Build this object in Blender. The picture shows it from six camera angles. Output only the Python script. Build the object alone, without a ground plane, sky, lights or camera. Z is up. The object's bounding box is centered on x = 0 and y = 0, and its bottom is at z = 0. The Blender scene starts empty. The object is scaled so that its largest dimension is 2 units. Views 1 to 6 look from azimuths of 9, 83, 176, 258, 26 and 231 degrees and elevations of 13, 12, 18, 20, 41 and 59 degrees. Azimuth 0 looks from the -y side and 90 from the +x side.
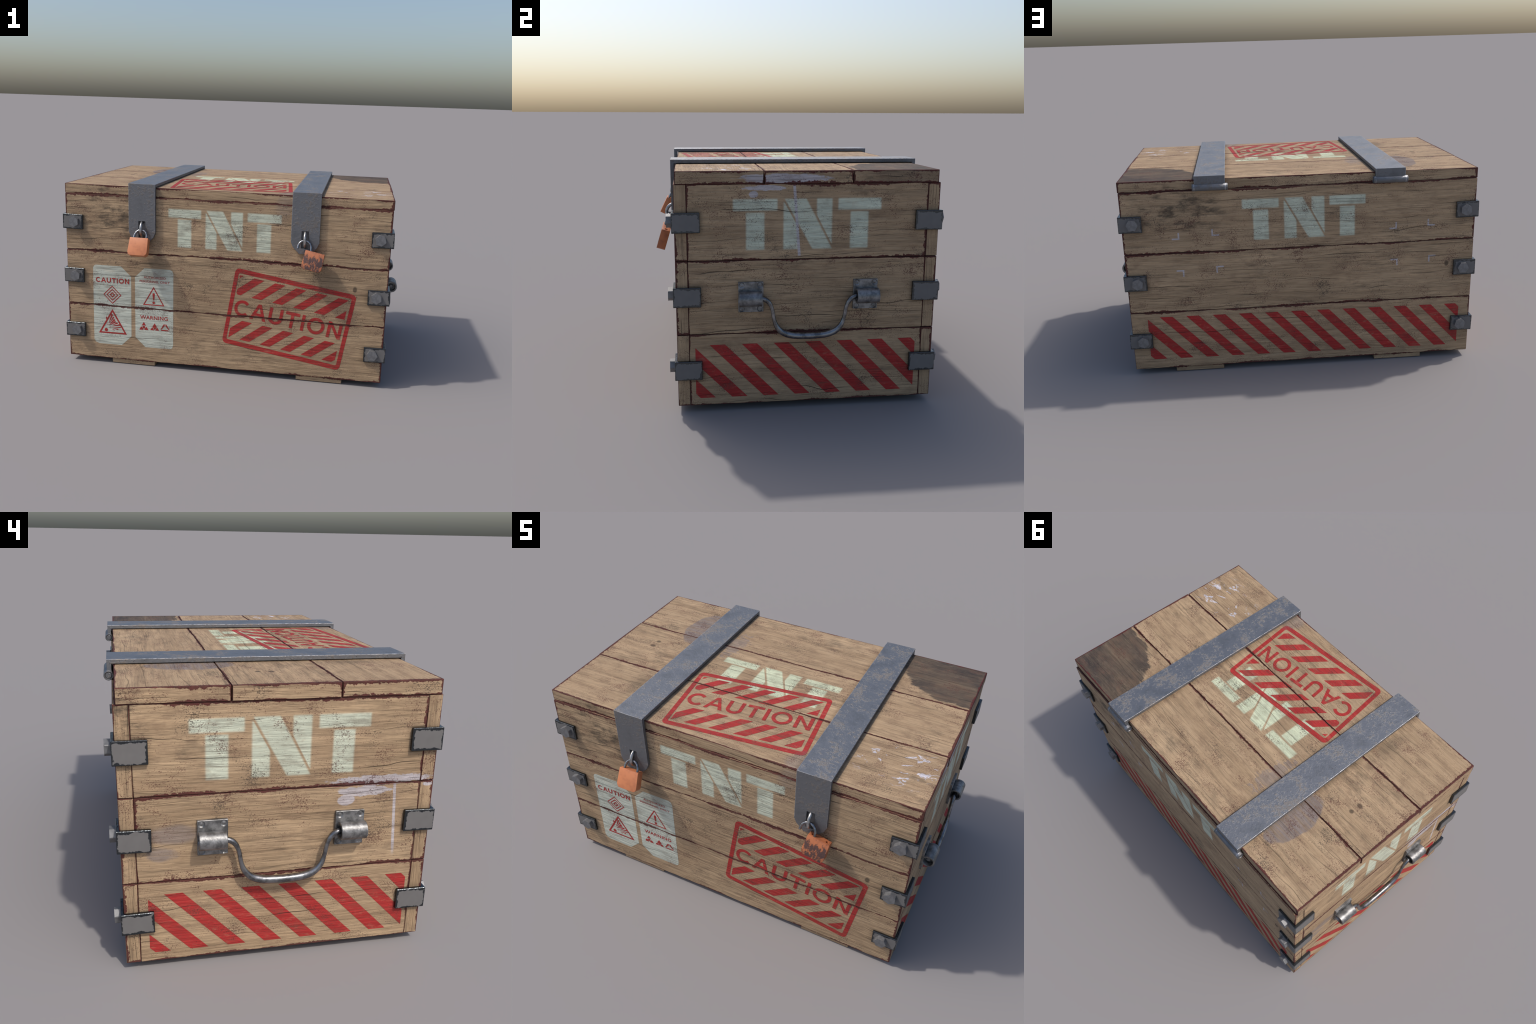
import bpy, bmesh, math, random
from mathutils import Vector, Matrix, noise

rnd = random.Random(11)

# ------------------------------------------------------------------ sizes (m)
XE = 0.933                      # half length of the body
YF, YB = -0.538, 0.622          # front and back faces of the body
Z0, Z1, Z2, Z3 = 0.030, 0.3625, 0.6935, 1.0225   # body board seams
LX = 0.936                      # half length of the lid
LYF, LY1, LY2, LYB = -0.532, -0.156, 0.231, 0.612
LT = 1.078                      # top of the lid
YI0, YI1 = -0.485, 0.569        # where the end boards start and stop
FACE_MID = 0.042                # middle of the crate in y

# ------------------------------------------------------------------ node maths
class X:
    """A shader socket or a number with arithmetic."""
    def __init__(s, t, v): s.t, s.v = t, v
    def op(s, o, *a, clamp=False):
        n = s.t.nodes.new('ShaderNodeMath'); n.operation = o; n.use_clamp = clamp
        for i, q in enumerate((s,) + a):
            q = q.v if isinstance(q, X) else q
            if isinstance(q, (int, float)): n.inputs[i].default_value = q
            else: s.t.links.new(q, n.inputs[i])
        return X(s.t, n.outputs[0])
    def __add__(s, o): return s.op('ADD', o)
    __radd__ = __add__
    def __mul__(s, o): return s.op('MULTIPLY', o)
    __rmul__ = __mul__
    def __sub__(s, o): return s.op('SUBTRACT', o)
    def __rsub__(s, o): return X(s.t, float(o)).op('SUBTRACT', s)
    def __truediv__(s, o): return s.op('DIVIDE', o)
    def __neg__(s): return s.op('MULTIPLY', -1.0)
    def abs(s): return s.op('ABSOLUTE')
    def min(s, o): return s.op('MINIMUM', o)
    def max(s, o): return s.op('MAXIMUM', o)
    def gt(s, o): return s.op('GREATER_THAN', o)
    def lt(s, o): return s.op('LESS_THAN', o)
    def clamp(s): return s.op('ADD', 0.0, clamp=True)
    def ramp(s, a, b):
        """0 below a, 1 above b (or falling if a > b), smooth."""
        n = s.t.nodes.new('ShaderNodeMapRange'); n.interpolation_type = 'SMOOTHSTEP'
        lo, hi, p, q = (a, b, 0, 1) if a <= b else (b, a, 1, 0)
        s.t.links.new(s.v, n.inputs[0])
        for i, q2 in zip((1, 2, 3, 4), (lo, hi, p, q)): n.inputs[i].default_value = q2
        return X(s.t, n.outputs[0])

def sel(m, a, b):               # m ? a : b
    return m * a + (1.0 - m) * b

def combine(t, x, y, z):
    n = t.nodes.new('ShaderNodeCombineXYZ')
    for i, q in enumerate((x, y, z)):
        if isinstance(q, X): t.links.new(q.v, n.inputs[i])
        else: n.inputs[i].default_value = q
    return n.outputs[0]

def fbm(t, vec, scale=1.0, detail=3.0, rough=0.55, dist=0.0):
    n = t.nodes.new('ShaderNodeTexNoise'); n.noise_dimensions = '3D'
    t.links.new(vec, n.inputs['Vector'])
    n.inputs['Scale'].default_value = scale; n.inputs['Detail'].default_value = detail
    n.inputs['Roughness'].default_value = rough; n.inputs['Distortion'].default_value = dist
    return X(t, n.outputs[0])

def cells(t, vec, scale):
    n = t.nodes.new('ShaderNodeTexVoronoi'); t.links.new(vec, n.inputs['Vector'])
    n.inputs['Scale'].default_value = scale
    return X(t, n.outputs['Distance'])

def mix(t, f, a, b, mode='MIX'):
    n = t.nodes.new('ShaderNodeMix'); n.data_type = 'RGBA'; n.blend_type = mode
    for i, q in ((0, f), (6, a), (7, b)):
        if isinstance(q, X): t.links.new(q.v, n.inputs[i])
        elif isinstance(q, (int, float)): n.inputs[i].default_value = q
        elif isinstance(q, tuple): n.inputs[i].default_value = q + (1.0,)
        else: t.links.new(q, n.inputs[i])
    return n.outputs[2]

def xyz(t, socket):
    n = t.nodes.new('ShaderNodeSeparateXYZ'); t.links.new(socket, n.inputs[0])
    return [X(t, o) for o in n.outputs]

def coords(t, which='Object'):
    return t.nodes.new('ShaderNodeTexCoord').outputs[which]

# colours (linear base colours)
TAN_A, TAN_B = (0.450, 0.315, 0.190), (0.365, 0.250, 0.148)
BARE = (0.050, 0.011, 0.0105)      # red-brown undercoat where the edges are chipped
CRACK = (0.030, 0.021, 0.014)
MINT = (0.58, 0.61, 0.48)
LABEL = (0.57, 0.60, 0.51)
RED = (0.40, 0.018, 0.020)
LILAC = (0.52, 0.48, 0.50)

# ------------------------------------------------------------------ wood
def wood_group():
    """Weathered painted timber; coordinates are metres in the frame of the crate."""
    g = bpy.data.node_groups.new('weathered_timber', 'ShaderNodeTree')
    I = g.interface
    I.new_socket('Paint', in_out='INPUT', socket_type='NodeSocketColor')
    I.new_socket('Painted', in_out='INPUT', socket_type='NodeSocketFloat')
    for nm, ty in (('Color', 'NodeSocketColor'), ('Roughness', 'NodeSocketFloat'), ('Height', 'NodeSocketFloat')):
        I.new_socket(nm, in_out='OUTPUT', socket_type=ty)
    gi, go = g.nodes.new('NodeGroupInput'), g.nodes.new('NodeGroupOutput')
    t = g
    P = coords(t); x, y, z = xyz(t, P)
    nx, ny, nz = xyz(t, t.nodes.new('ShaderNodeNewGeometry').outputs['Normal'])
    fx, fz = nx.abs().gt(0.75), nz.abs().gt(0.75)
    fy = 1.0 - fx.max(fz)
    lidz = z.gt(Z3 + 0.0005)
    endstrip = fx * (1.0 - lidz) * (y.lt(YI0).max(y.gt(YI1)))
    # board coordinates: u along the face, v up/across the face
    u = sel(fx, y, x); v = sel(fz, y, z)
    gu = sel(endstrip, z, u); gv = sel(endstrip, y, v)
    row = sel(fz, y.gt(LY1) + y.gt(LY2), z.gt(Z1) + z.gt(Z2) + z.gt(Z3))
    side = fx * (3.0 + nx.gt(0.0) * 5.0) + fy * (17.0 + ny.gt(0.0) * 7.0) + fz * 31.0
    key = side + row * 2.37 + endstrip * 1.7 + (fx * lidz * (y.gt(LY1) + y.gt(LY2)) * 1.3)
    wob = fbm(t, combine(t, gu * 2.2, gv * 9.0, key), 1, 2) - 0.5
    gw = gv + wob * 0.030
    fine = fbm(t, combine(t, gu * 11.0, gw * 250.0, key), 1, 4, 0.65)
    mid = fbm(t, combine(t, gu * 4.0, gw * 75.0, key + 5.0), 1, 3, 0.6)
    broad = fbm(t, combine(t, gu * 1.3, gw * 16.0, key + 9.0), 1, 3, 0.5)
    cloud = fbm(t, combine(t, u * 2.6, v * 3.4, key), 1, 4, 0.6)
    # long wandering cracks: lines along the grain, one per strip of wood, open only here and there
    def cracks(per_m, sway, width, lo, hi, k):
        q = gv * per_m + (fbm(t, combine(t, gu * 1.7, gv * 1.5, key + k), 1, 3, 0.55) - 0.5) * sway
        cell = q.op('FLOOR'); off = (q - cell - 0.5).abs() / per_m
        gate = fbm(t, combine(t, gu * 3.1, cell * 7.13, key + k + 1.0), 1, 2).ramp(lo, hi)
        w = gate * width + 0.00001
        return (off / w).ramp(1.0, 0.45) * gate.ramp(0.02, 0.25)
    crack = cracks(15.0, 2.0, 0.0017, 0.50, 0.68, 2.0).max(cracks(44.0, 3.0, 0.0011, 0.52, 0.70, 6.0) * 0.7) * (1.0 - 0.62 * fz)
    # colour of the old tan paint
    col = mix(t, broad.ramp(0.30, 0.70), TAN_A, TAN_B)
    # stencilled letters, five times the same word
    def stencil(a, b):
        """TNT, a to the right of the word's middle, b above its foot."""
        e = 0.0055
        box = lambda a0, a1, b0, b1: (a.ramp(a0 - e, a0 + e) * a.ramp(a1 + e, a1 - e) * b.ramp(b0 - e, b0 + e) * b.ramp(b1 + e, b1 - e))
        tee = lambda c: box(c - 0.095, c + 0.095, 0.170, 0.219).max(box(c - 0.040, c + 0.039, 0.0, 0.161))
        dl = a - (0.022 - 0.557 * (b - 0.0))           # slanting left side of the N's middle bar
        dr = a - (0.108 - 0.522 * (b - 0.0))           # and its right side
        bar = dl.ramp(-e, e) * dr.ramp(e, -e) * b.ramp(-e, e) * b.ramp(0.219 + e, 0.219 - e)
        left = box(-0.105, -0.041, 0.0, 0.205) * dl.ramp(-0.010 + e * 0.6, -0.010 - e * 0.6)
        right = box(0.040, 0.107, 0.02, 0.219) * dr.ramp(0.010 - e * 0.6, 0.010 + e * 0.6)
        return tee(-0.227).max(tee(0.229)).max(bar).max(left).max(right)
    a = fy * sel(ny.gt(0.0), -x - 0.015, x - 0.006) + fx * sel(nx.gt(0.0), y - 0.034, -y + 0.053) + fz * (x - 0.002)
    b = fz * (y + 0.086) + (1.0 - fz) * (z - 0.7455 + fx * nx.gt(0.0) * 0.007)
    word = stencil(a, b)
    thin = fbm(t, combine(t, u * 30.0, v * 60.0, key), 1, 3).ramp(0.30, 0.42)
    col = mix(t, word * (0.78 + 0.20 * thin), col, mix(t, fz, MINT, (0.60, 0.64, 0.45)))
    # paint of this piece (signs, labels)
    pn = X(t, gi.outputs['Painted'])
    col = mix(t, pn * (0.80 + 0.16 * thin), col, gi.outputs['Paint'])
    # smears of bluish-grey and white paint
    warp = fbm(t, combine(t, u * 9.0, v * 11.0, key), 1, 4, 0.6) - 0.5
    fine_warp = fbm(t, combine(t, u * 30.0, v * 60.0, key), 1, 3, 0.6) - 0.5
    def blob(du, dv, ru, rv, k=0.5, soft=0.10, f=0.0):
        d = (((u - du) / ru) * ((u - du) / ru) + ((v - dv) / rv) * ((v - dv) / rv)).op('SQRT')
        return (d + warp * k * 2 + fine_warp * f).ramp(1.0 + soft, 1.0 - soft)
    posx, negx = fx * nx.gt(0.0), fx * nx.lt(0.0)
    front = fy * ny.lt(0.0)
    white = posx * (blob(-0.06, 1.046, 0.185, 0.021, 0.45, 0.1, 1.0)
                    .max(blob(-0.15, 1.005, 0.09, 0.012, 0.6, 0.1, 1.2)).max(blob(-0.20, 0.978, 0.022, 0.016, 0.5))
                    .max((u + 0.027 - (1.04 - v) * 0.08).abs().ramp(0.0075, 0.0045) * v.ramp(0.705, 0.712) * v.lt(1.045)))
    white = white.max(negx * (blob(-0.33, 0.708, 0.20, 0.020, 0.40, 0.1, 1.0)
                    .max(blob(-0.26, 0.668, 0.10, 0.017, 0.6, 0.1, 1.2)).max(blob(-0.20, 0.635, 0.030, 0.020, 0.7)).max(blob(-0.515, 0.682, 0.022, 0.010, 0.4))
                    .max((u + 0.383 + (0.70 - v) * 0.055).abs().ramp(0.0068, 0.004) * v.ramp(0.385, 0.44) * v.lt(0.69))))
    scr_w = fbm(t, combine(t, u * 14.0, v * 14.0, 4.0), 1, 3, 0.6) - 0.5
    scr_n = fbm(t, combine(t, u * 7.0 + scr_w * 1.6, v * 15.0 + scr_w * 1.6, 3.3), 1, 2, 0.5)
    scr = fz * (scr_n - 0.5).abs().ramp(0.027, 0.010) * (fbm(t, combine(t, u * 13.0, v * 15.0, 1.0), 1, 2) + fine_warp * 0.25).ramp(0.50, 0.56)
    scr = scr * blob(0.76, -0.30, 0.19, 0.13, 0.3, 0.3)
    white = white * (fine * 1.0 + mid * 0.6).ramp(0.30, 0.66)
    col = mix(t, white * 0.88, col, LILAC)
    col = mix(t, scr * 0.9, col, (0.62, 0.60, 0.66))
    grey = fz * ((blob(-0.585, 0.33, 0.085, 0.165, 0.22, 0.06) * u.lt(-0.50)) * 0.70
                 ).max(fz * blob(-0.34, 0.25, 0.05, 0.13, 1.0, 0.1, 2.5) * 0.5).max(fz * blob(0.37, -0.49, 0.06, 0.07, 0.9, 0.4) * 0.45)
    grey = grey.max(negx * (blob(0.44, 0.545, 0.10, 0.036, 0.35, 0.3) * 0.55).max(negx * blob(0.49, 0.47, 0.05, 0.03, 1.2, 0.3) * 0.55))
    grey = grey.max(front * blob(0.35, 1.0, 0.05, 0.07, 0.9, 0.4) * 0.35)
    col = mix(t, grey * (0.55 + 0.6 * mid.ramp(0.35, 0.60)).clamp(), col, (0.165, 0.155, 0.172))
    # charred / oiled corner of the lid and dark grime on the sides
    dirtn = fbm(t, combine(t, u * 11.0, v * 26.0, key + 3.0), 1, 5, 0.7)
    warpc = fbm(t, combine(t, u * 5.0, v * 6.0, 2.0), 1, 4) - 0.5
    dcorner = (((u - 0.80) / 0.26) * ((u - 0.80) / 0.26) + ((v - 0.56) / 0.30) * ((v - 0.56) / 0.30)).op('SQRT') + warpc * 0.16
    dcorner = dcorner.min(((u - 0.90) / 0.12).abs().max(((v - 0.45) / 0.185).abs()) + warpc * 0.6)
    dark = fz * (dcorner + (dirtn - 0.5) * 0.40).ramp(1.04, 0.97)
    dark = dark.max(posx * lidz * y.ramp(0.20, 0.40) * 0.45)
    col = mix(t, dark * (0.72 + 0.24 * cloud.ramp(0.3, 0.6)), col, mix(t, dirtn.ramp(0.36, 0.64), (0.032, 0.028, 0.029), (0.078, 0.060, 0.048)))
    place = cloud.ramp(0.48, 0.72) * (0.65 + 0.15 * fz)
    place = place.max(front * blob(-0.60, 0.93, 0.24, 0.16, 0.5, 0.5)).max(fy * ny.gt(0.0) * blob(0.64, 0.92, 0.25, 0.12, 0.5, 0.5))
    place = place.max(negx * blob(0.58, 0.96, 0.07, 0.12, 0.5, 0.5))
    dirt = dirtn.ramp(0.44, 0.66) * place
    col = mix(t, dirt * 0.78, col, (0.042, 0.036, 0.028))
    # contact shadow painted into the wood round straps, padlocks and brackets
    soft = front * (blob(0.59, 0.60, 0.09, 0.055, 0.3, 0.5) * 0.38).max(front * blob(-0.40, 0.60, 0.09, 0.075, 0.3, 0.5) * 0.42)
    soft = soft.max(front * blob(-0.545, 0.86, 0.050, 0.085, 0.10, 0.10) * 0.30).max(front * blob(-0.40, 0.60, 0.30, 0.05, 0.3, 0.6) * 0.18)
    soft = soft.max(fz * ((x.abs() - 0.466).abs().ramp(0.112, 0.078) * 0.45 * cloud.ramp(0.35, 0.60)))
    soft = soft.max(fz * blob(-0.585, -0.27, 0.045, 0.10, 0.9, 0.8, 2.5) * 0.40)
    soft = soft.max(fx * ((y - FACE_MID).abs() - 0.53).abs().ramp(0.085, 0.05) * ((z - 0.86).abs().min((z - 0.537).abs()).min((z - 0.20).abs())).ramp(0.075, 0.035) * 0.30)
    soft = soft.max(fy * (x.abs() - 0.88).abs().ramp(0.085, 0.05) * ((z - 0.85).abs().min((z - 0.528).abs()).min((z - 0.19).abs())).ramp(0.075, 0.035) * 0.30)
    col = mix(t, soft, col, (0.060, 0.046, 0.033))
    # grain: light and dark streaks over everything
    streak = fine * 0.55 + mid * 0.45
    shade = 0.76 + 0.42 * streak.ramp(0.32, 0.64)
    shade = shade * (0.86 + 0.20 * cloud.ramp(0.25, 0.75)) * (1.0 - 0.06 * fz)
    col = mix(t, 1.0, col, combine(t, shade, shade, shade), 'MULTIPLY')
    mot = fbm(t, combine(t, u * 10.0, v * 22.0, key + 13.0), 1, 6, 0.72)
    col = mix(t, mot.ramp(0.48, 0.68) * (0.34 + 0.10 * fz), col, (0.150, 0.088, 0.056))
    col = mix(t, mot.ramp(0.45, 0.28) * 0.22, col, (0.50, 0.37, 0.24))
    thread = fbm(t, combine(t, gu * 5.0, gw * 130.0, key + 21.0), 1, 3, 0.6)
    col = mix(t, thread.ramp(0.60, 0.70) * (0.50 - 0.20 * fz), col, (0.110, 0.076, 0.048))
    stroke = mid.ramp(0.38, 0.28)
    col = mix(t, stroke * 0.28, col, (0.075, 0.052, 0.034))
    # knots
    def knot(du, dv, ru, rv, face):
        return face * blob(du, dv, ru, rv, 0.25, 0.35)
    kn = knot(0.755, 0.57, 0.011, 0.016, front).max(knot(-0.79, 0.56, 0.011, 0.015, fy * ny.gt(0.0))).max(knot(-0.735, 0.05, 0.016, 0.012, fz)).max(knot(-0.73, 0.10, 0.012, 0.010, fz))
    col = mix(t, kn * 0.75, col, (0.045, 0.032, 0.022))
    # flaked specks, in clusters
    sp = fbm(t, combine(t, u * 190.0, v * 240.0, key), 1, 3, 0.6)
    clus = fbm(t, combine(t, u * 8.0, v * 10.0, key + 7.0), 1, 4, 0.65)
    speck = (sp + clus * 0.80 + 0.015 * fz).ramp(1.012, 1.085)
    tone = fbm(t, combine(t, u * 6.0, v * 6.0, key + 1.0), 1, 2).ramp(0.38, 0.50)
    col = mix(t, speck * 0.72, col, mix(t, tone, (0.055, 0.042, 0.034), (0.095, 0.030, 0.026)))
    pit = cells(t, combine(t, u * 95.0, v * 150.0, key), 1.0)
    pits = pit.ramp(0.20, 0.08) * clus.ramp(0.52, 0.66)
    col = mix(t, pits * 0.65, col, (0.045, 0.020, 0.016))
    col = mix(t, crack * 0.78, col, CRACK)
    # chipped board edges
    dz = (z - Z0).abs().min((z - Z1).abs()).min((z - Z2).abs()).min((z - Z3).abs()).min((z - LT).abs())
    dy_body = (y - YF).abs().min((y - YB).abs()).min((y - YI0).max(0.0) + y.lt(YI0) * 1.0).min((YI1 - y).max(0.0) + y.gt(YI1) * 1.0)
    dy_lid = (y - LYF).abs().min((y - LYB).abs()).min((y - LY1).abs()).min((y - LY2).abs())
    dx = (XE - x.abs()).max(0.0)
    edge_x = dz.min(sel(lidz, dy_lid, dy_body))          # on the end faces
    edge_y = dz.min(dx)
    edge_z = dx.min(dy_lid)
    d = fx * edge_x + fy * edge_y + fz * edge_z
    jag = fbm(t, combine(t, u * 55.0, v * 55.0, key), 1, 4, 0.7)
    amount = fbm(t, combine(t, u * 5.0, v * 5.0, key + 11.0), 1, 2)
    reach = 0.0008 + (jag - 0.26).max(0.0) * 0.034 * amount.ramp(0.36, 0.64) * (1.0 - 0.3 * fz) + 0.0018 * jag
    chip = (d - reach).ramp(0.0007, -0.0007)
    col = mix(t, chip * 0.93, col, mix(t, jag.ramp(0.4, 0.6), BARE, (0.090, 0.018, 0.017)))
    # outputs
    g.links.new(col, go.inputs['Color'])
    ro = 0.66 + 0.2 * mid - pn * 0.10
    g.links.new(ro.clamp().v, go.inputs['Roughness'])
    h = fine * 0.35 + mid * 0.9 + broad * 0.8 - crack * 2.2
    g.links.new(h.v, go.inputs['Height'])
    return g

def principled(name):
    m = bpy.data.materials.new(name); m.use_nodes = True
    t = m.node_tree; bsdf = t.nodes['Principled BSDF']
    return m, t, bsdf

def setin(t, sock, v):
    if isinstance(v, X): t.links.new(v.v, sock)
    elif isinstance(v, tuple): sock.default_value = v + (1.0,)
    elif isinstance(v, (int, float)): sock.default_value = v
    else: t.links.new(v, sock)

def bump(t, bsdf, h, dist, strength=1.0):
    n = t.nodes.new('ShaderNodeBump'); n.inputs['Strength'].default_value = strength
    n.inputs['Distance'].default_value = dist
    setin(t, n.inputs['Height'], h); t.links.new(n.outputs[0], bsdf.inputs['Normal'])

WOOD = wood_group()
def wood(name, paint=(0, 0, 0), painted=0.0):
    m, t, b = principled(name)
    n = t.nodes.new('ShaderNodeGroup'); n.node_tree = WOOD
    n.inputs['Paint'].default_value = paint + (1.0,); n.inputs['Painted'].default_value = painted
    t.links.new(n.outputs['Color'], b.inputs['Base Color']); t.links.new(n.outputs['Roughness'], b.inputs['Roughness'])
    b.inputs['Specular IOR Level'].default_value = 0.3
    bump(t, b, n.outputs['Height'], 0.0052, 0.85)
    return m

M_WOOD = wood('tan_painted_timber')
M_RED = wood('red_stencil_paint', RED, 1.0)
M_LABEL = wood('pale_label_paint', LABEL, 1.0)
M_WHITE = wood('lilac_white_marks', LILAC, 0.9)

def m_dark():
    m, t, b = principled('dark_inside'); setin(t, b.inputs['Base Color'], (0.012, 0.006, 0.005)); b.inputs['Roughness'].default_value = 0.95
    return m
M_DARK = m_dark()

def m_strap():
    """Galvanised, worn strap iron: bluish sheen with duller brownish patches."""
    m, t, b = principled('worn_strap_iron'); P = coords(t); x, y, z = xyz(t, P)
    v = combine(t, x, y, z)
    big = fbm(t, v, 9.0, 5, 0.65); small = fbm(t, v, 75.0, 5, 0.7); pit = fbm(t, v, 140.0, 2)
    nx, ny, nz = xyz(t, t.nodes.new('ShaderNodeNewGeometry').outputs['Normal'])
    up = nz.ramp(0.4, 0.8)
    patch = (big * 0.50 + small * 0.50).ramp(0.505, 0.60)
    col = mix(t, patch, (0.285, 0.290, 0.305), (0.272, 0.246, 0.226))
    col = mix(t, big.ramp(0.46, 0.30) * 0.45, col, (0.18, 0.185, 0.185))
    col = mix(t, pit.ramp(0.68, 0.74) * 0.5, col, (0.10, 0.08, 0.07))
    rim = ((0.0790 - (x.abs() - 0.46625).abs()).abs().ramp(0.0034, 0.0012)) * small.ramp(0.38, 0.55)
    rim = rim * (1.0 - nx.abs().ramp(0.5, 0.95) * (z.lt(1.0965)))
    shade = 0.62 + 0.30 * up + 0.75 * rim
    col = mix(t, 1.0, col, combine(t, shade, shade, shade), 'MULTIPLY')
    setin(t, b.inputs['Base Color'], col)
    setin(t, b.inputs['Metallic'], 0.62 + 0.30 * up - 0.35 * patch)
    setin(t, b.inputs['Roughness'], 0.48 + 0.14 * patch + 0.10 * small - 0.18 * rim)
    bump(t, b, patch * 0.4 + small * 1.0 - pit.ramp(0.66, 0.74) * 1.0, 0.0022, 0.7)
    return m
M_STRAP = m_strap()

def m_steel(name, col, rough, metal=1.0, scale=40.0, relief=0.0008, vary=1.0):
    m, t, b = principled(name); P = coords(t)
    n = fbm(t, P, scale, 4, 0.6); f = fbm(t, P, scale * 5, 3)
    c = mix(t, n.ramp(0.35, 0.65), tuple(k * (1 - 0.38 * vary) for k in col), tuple(k * (1 + 0.30 * vary) for k in col))
    setin(t, b.inputs['Base Color'], c); b.inputs['Metallic'].default_value = metal
    setin(t, b.inputs['Roughness'], rough + 0.25 * (n - 0.5) + 0.1 * (f - 0.5)); bump(t, b, n + f * 0.5, relief, 0.5)
    return m
M_BOLT = m_steel('dull_bolt_steel', (0.20, 0.20, 0.204), 0.52, 0.5, 60.0, 0.0003, 0.4)
M_SHACKLE = m_steel('bright_shackle_steel', (0.25, 0.255, 0.27), 0.24, 1.0, 60)
M_STAPLE = m_steel('grey_staple_steel', (0.40, 0.40, 0.40), 0.42, 1.0)
M_HANDLE = m_steel('worn_handle_steel', (0.25, 0.248, 0.246), 0.48, 0.85, 34, 0.0022)
M_BAIL = m_steel('polished_bail_steel', (0.22, 0.222, 0.23), 0.30, 0.95, 30)

def m_bracket():
    """Grey painted plate whose paint has worn off along the rim, showing dark bright metal."""
    m, t, b = principled('rim_worn_bracket'); P = coords(t); x, y, z = xyz(t, P)
    oi = X(t, t.nodes.new('ShaderNodeObjectInfo').outputs['Random'])
    q = combine(t, x, y, z + oi * 7.0)
    n1 = fbm(t, q, 22.0, 3, 0.6); n2 = fbm(t, q, 75.0, 3, 0.6)
    along = x.abs().max(y.abs())
    d = (0.0435 - z.abs()).min(0.121 - along).min(x.abs().max(y.abs()) + 0.004)
    m1 = (d - 0.004 - (n1 - 0.40) * 0.030 - (n2 - 0.5) * 0.014).ramp(0.0, 0.0025)
    col = mix(t, m1, (0.075, 0.083, 0.09), mix(t, n1, (0.155, 0.148, 0.143), (0.200, 0.192, 0.186)))
    setin(t, b.inputs['Base Color'], col)
    setin(t, b.inputs['Metallic'], 0.95 - 0.72 * m1); setin(t, b.inputs['Roughness'], 0.20 + 0.48 * m1 + 0.1 * n2); setin(t, b.inputs['Specular IOR Level'], 0.5 - 0.28 * m1)
    bump(t, b, m1 * 0.8 + (1.0 - m1) * n2 * 1.6, 0.0014, 0.7)
    return m
M_BRACKET = m_bracket()

def m_lock(name, rust):
    m, t, b = principled(name); x, y, z = xyz(t, coords(t)); P = combine(t, x, y, z)
    n = fbm(t, P, 30.0, 3)
    col = mix(t, n.ramp(0.4, 0.75), (0.56, 0.200, 0.084), (0.44, 0.150, 0.068))
    if rust:
        col = mix(t, n.ramp(0.4, 0.75), (0.45, 0.150, 0.062), (0.30, 0.100, 0.048))
        k = fbm(t, combine(t, x, y, z * 0.55), 62.0, 6, 0.72)
        down = z.ramp(-0.005, -0.055)
        r = (k + down * 0.12 + (z + 0.05).abs() * -0.8).ramp(0.520, 0.60) * y.lt(-0.0195)
        col = mix(t, r * 0.88, col, (0.036, 0.029, 0.034))
        bump(t, b, r * -1.0 + k, 0.0012, 0.6)
    setin(t, b.inputs['Base Color'], col); b.inputs['Roughness'].default_value = 0.5
    b.inputs['Metallic'].default_value = 0.0
    return m
M_LOCK, M_LOCK_RUST = m_lock('orange_copper_lock', False), m_lock('rusted_copper_lock', True)

# ------------------------------------------------------------------ building helpers
COL = bpy.context.scene.collection
def add(name, mesh, mat=None, parent=None, loc=None, rot=None):
    o = bpy.data.objects.new(name, mesh); COL.objects.link(o)
    if mat and mesh: mesh.materials.append(mat)
    if loc: o.location = loc
    if rot: o.rotation_euler = rot
    if parent: o.parent = parent
    return o

def mesh_from(bm, name, smooth=False):
    bmesh.ops.recalc_face_normals(bm, faces=bm.faces[:]) if bm.faces else None
    me = bpy.data.meshes.new(name); bm.to_mesh(me); bm.free()
    if smooth:
        me.polygons.foreach_set('use_smooth', [True] * len(me.polygons))
        me.set_sharp_from_angle(angle=math.radians(38))
    return me

def bake(o):
    """Apply the modifiers."""
    dg = bpy.context.evaluated_depsgraph_get(); dg.update()
    me = bpy.data.meshes.new_from_object(o.evaluated_get(dg)); old = o.data
    o.modifiers.clear(); o.data = me; bpy.data.meshes.remove(old)
    return o

def extrude_outline(bm, pts, to3d, depth):
    """A closed 2D outline pushed along a third axis; to3d(a, b, c)."""
    n = len(pts)
    lo = [bm.verts.new(to3d(a, b, 0.0)) for a, b in pts]; hi = [bm.verts.new(to3d(a, b, depth)) for a, b in pts]
    bm.faces.new(lo[::-1]); bm.faces.new(hi)
    for i in range(n): bm.faces.new((lo[i], lo[(i + 1) % n], hi[(i + 1) % n], hi[i]))

def box(bm, a, b):
    extrude_outline(bm, [(a[0], a[1]), (b[0], a[1]), (b[0], b[1]), (a[0], b[1])], lambda p, q, c: (p, q, a[2] + c), b[2] - a[2])

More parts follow.
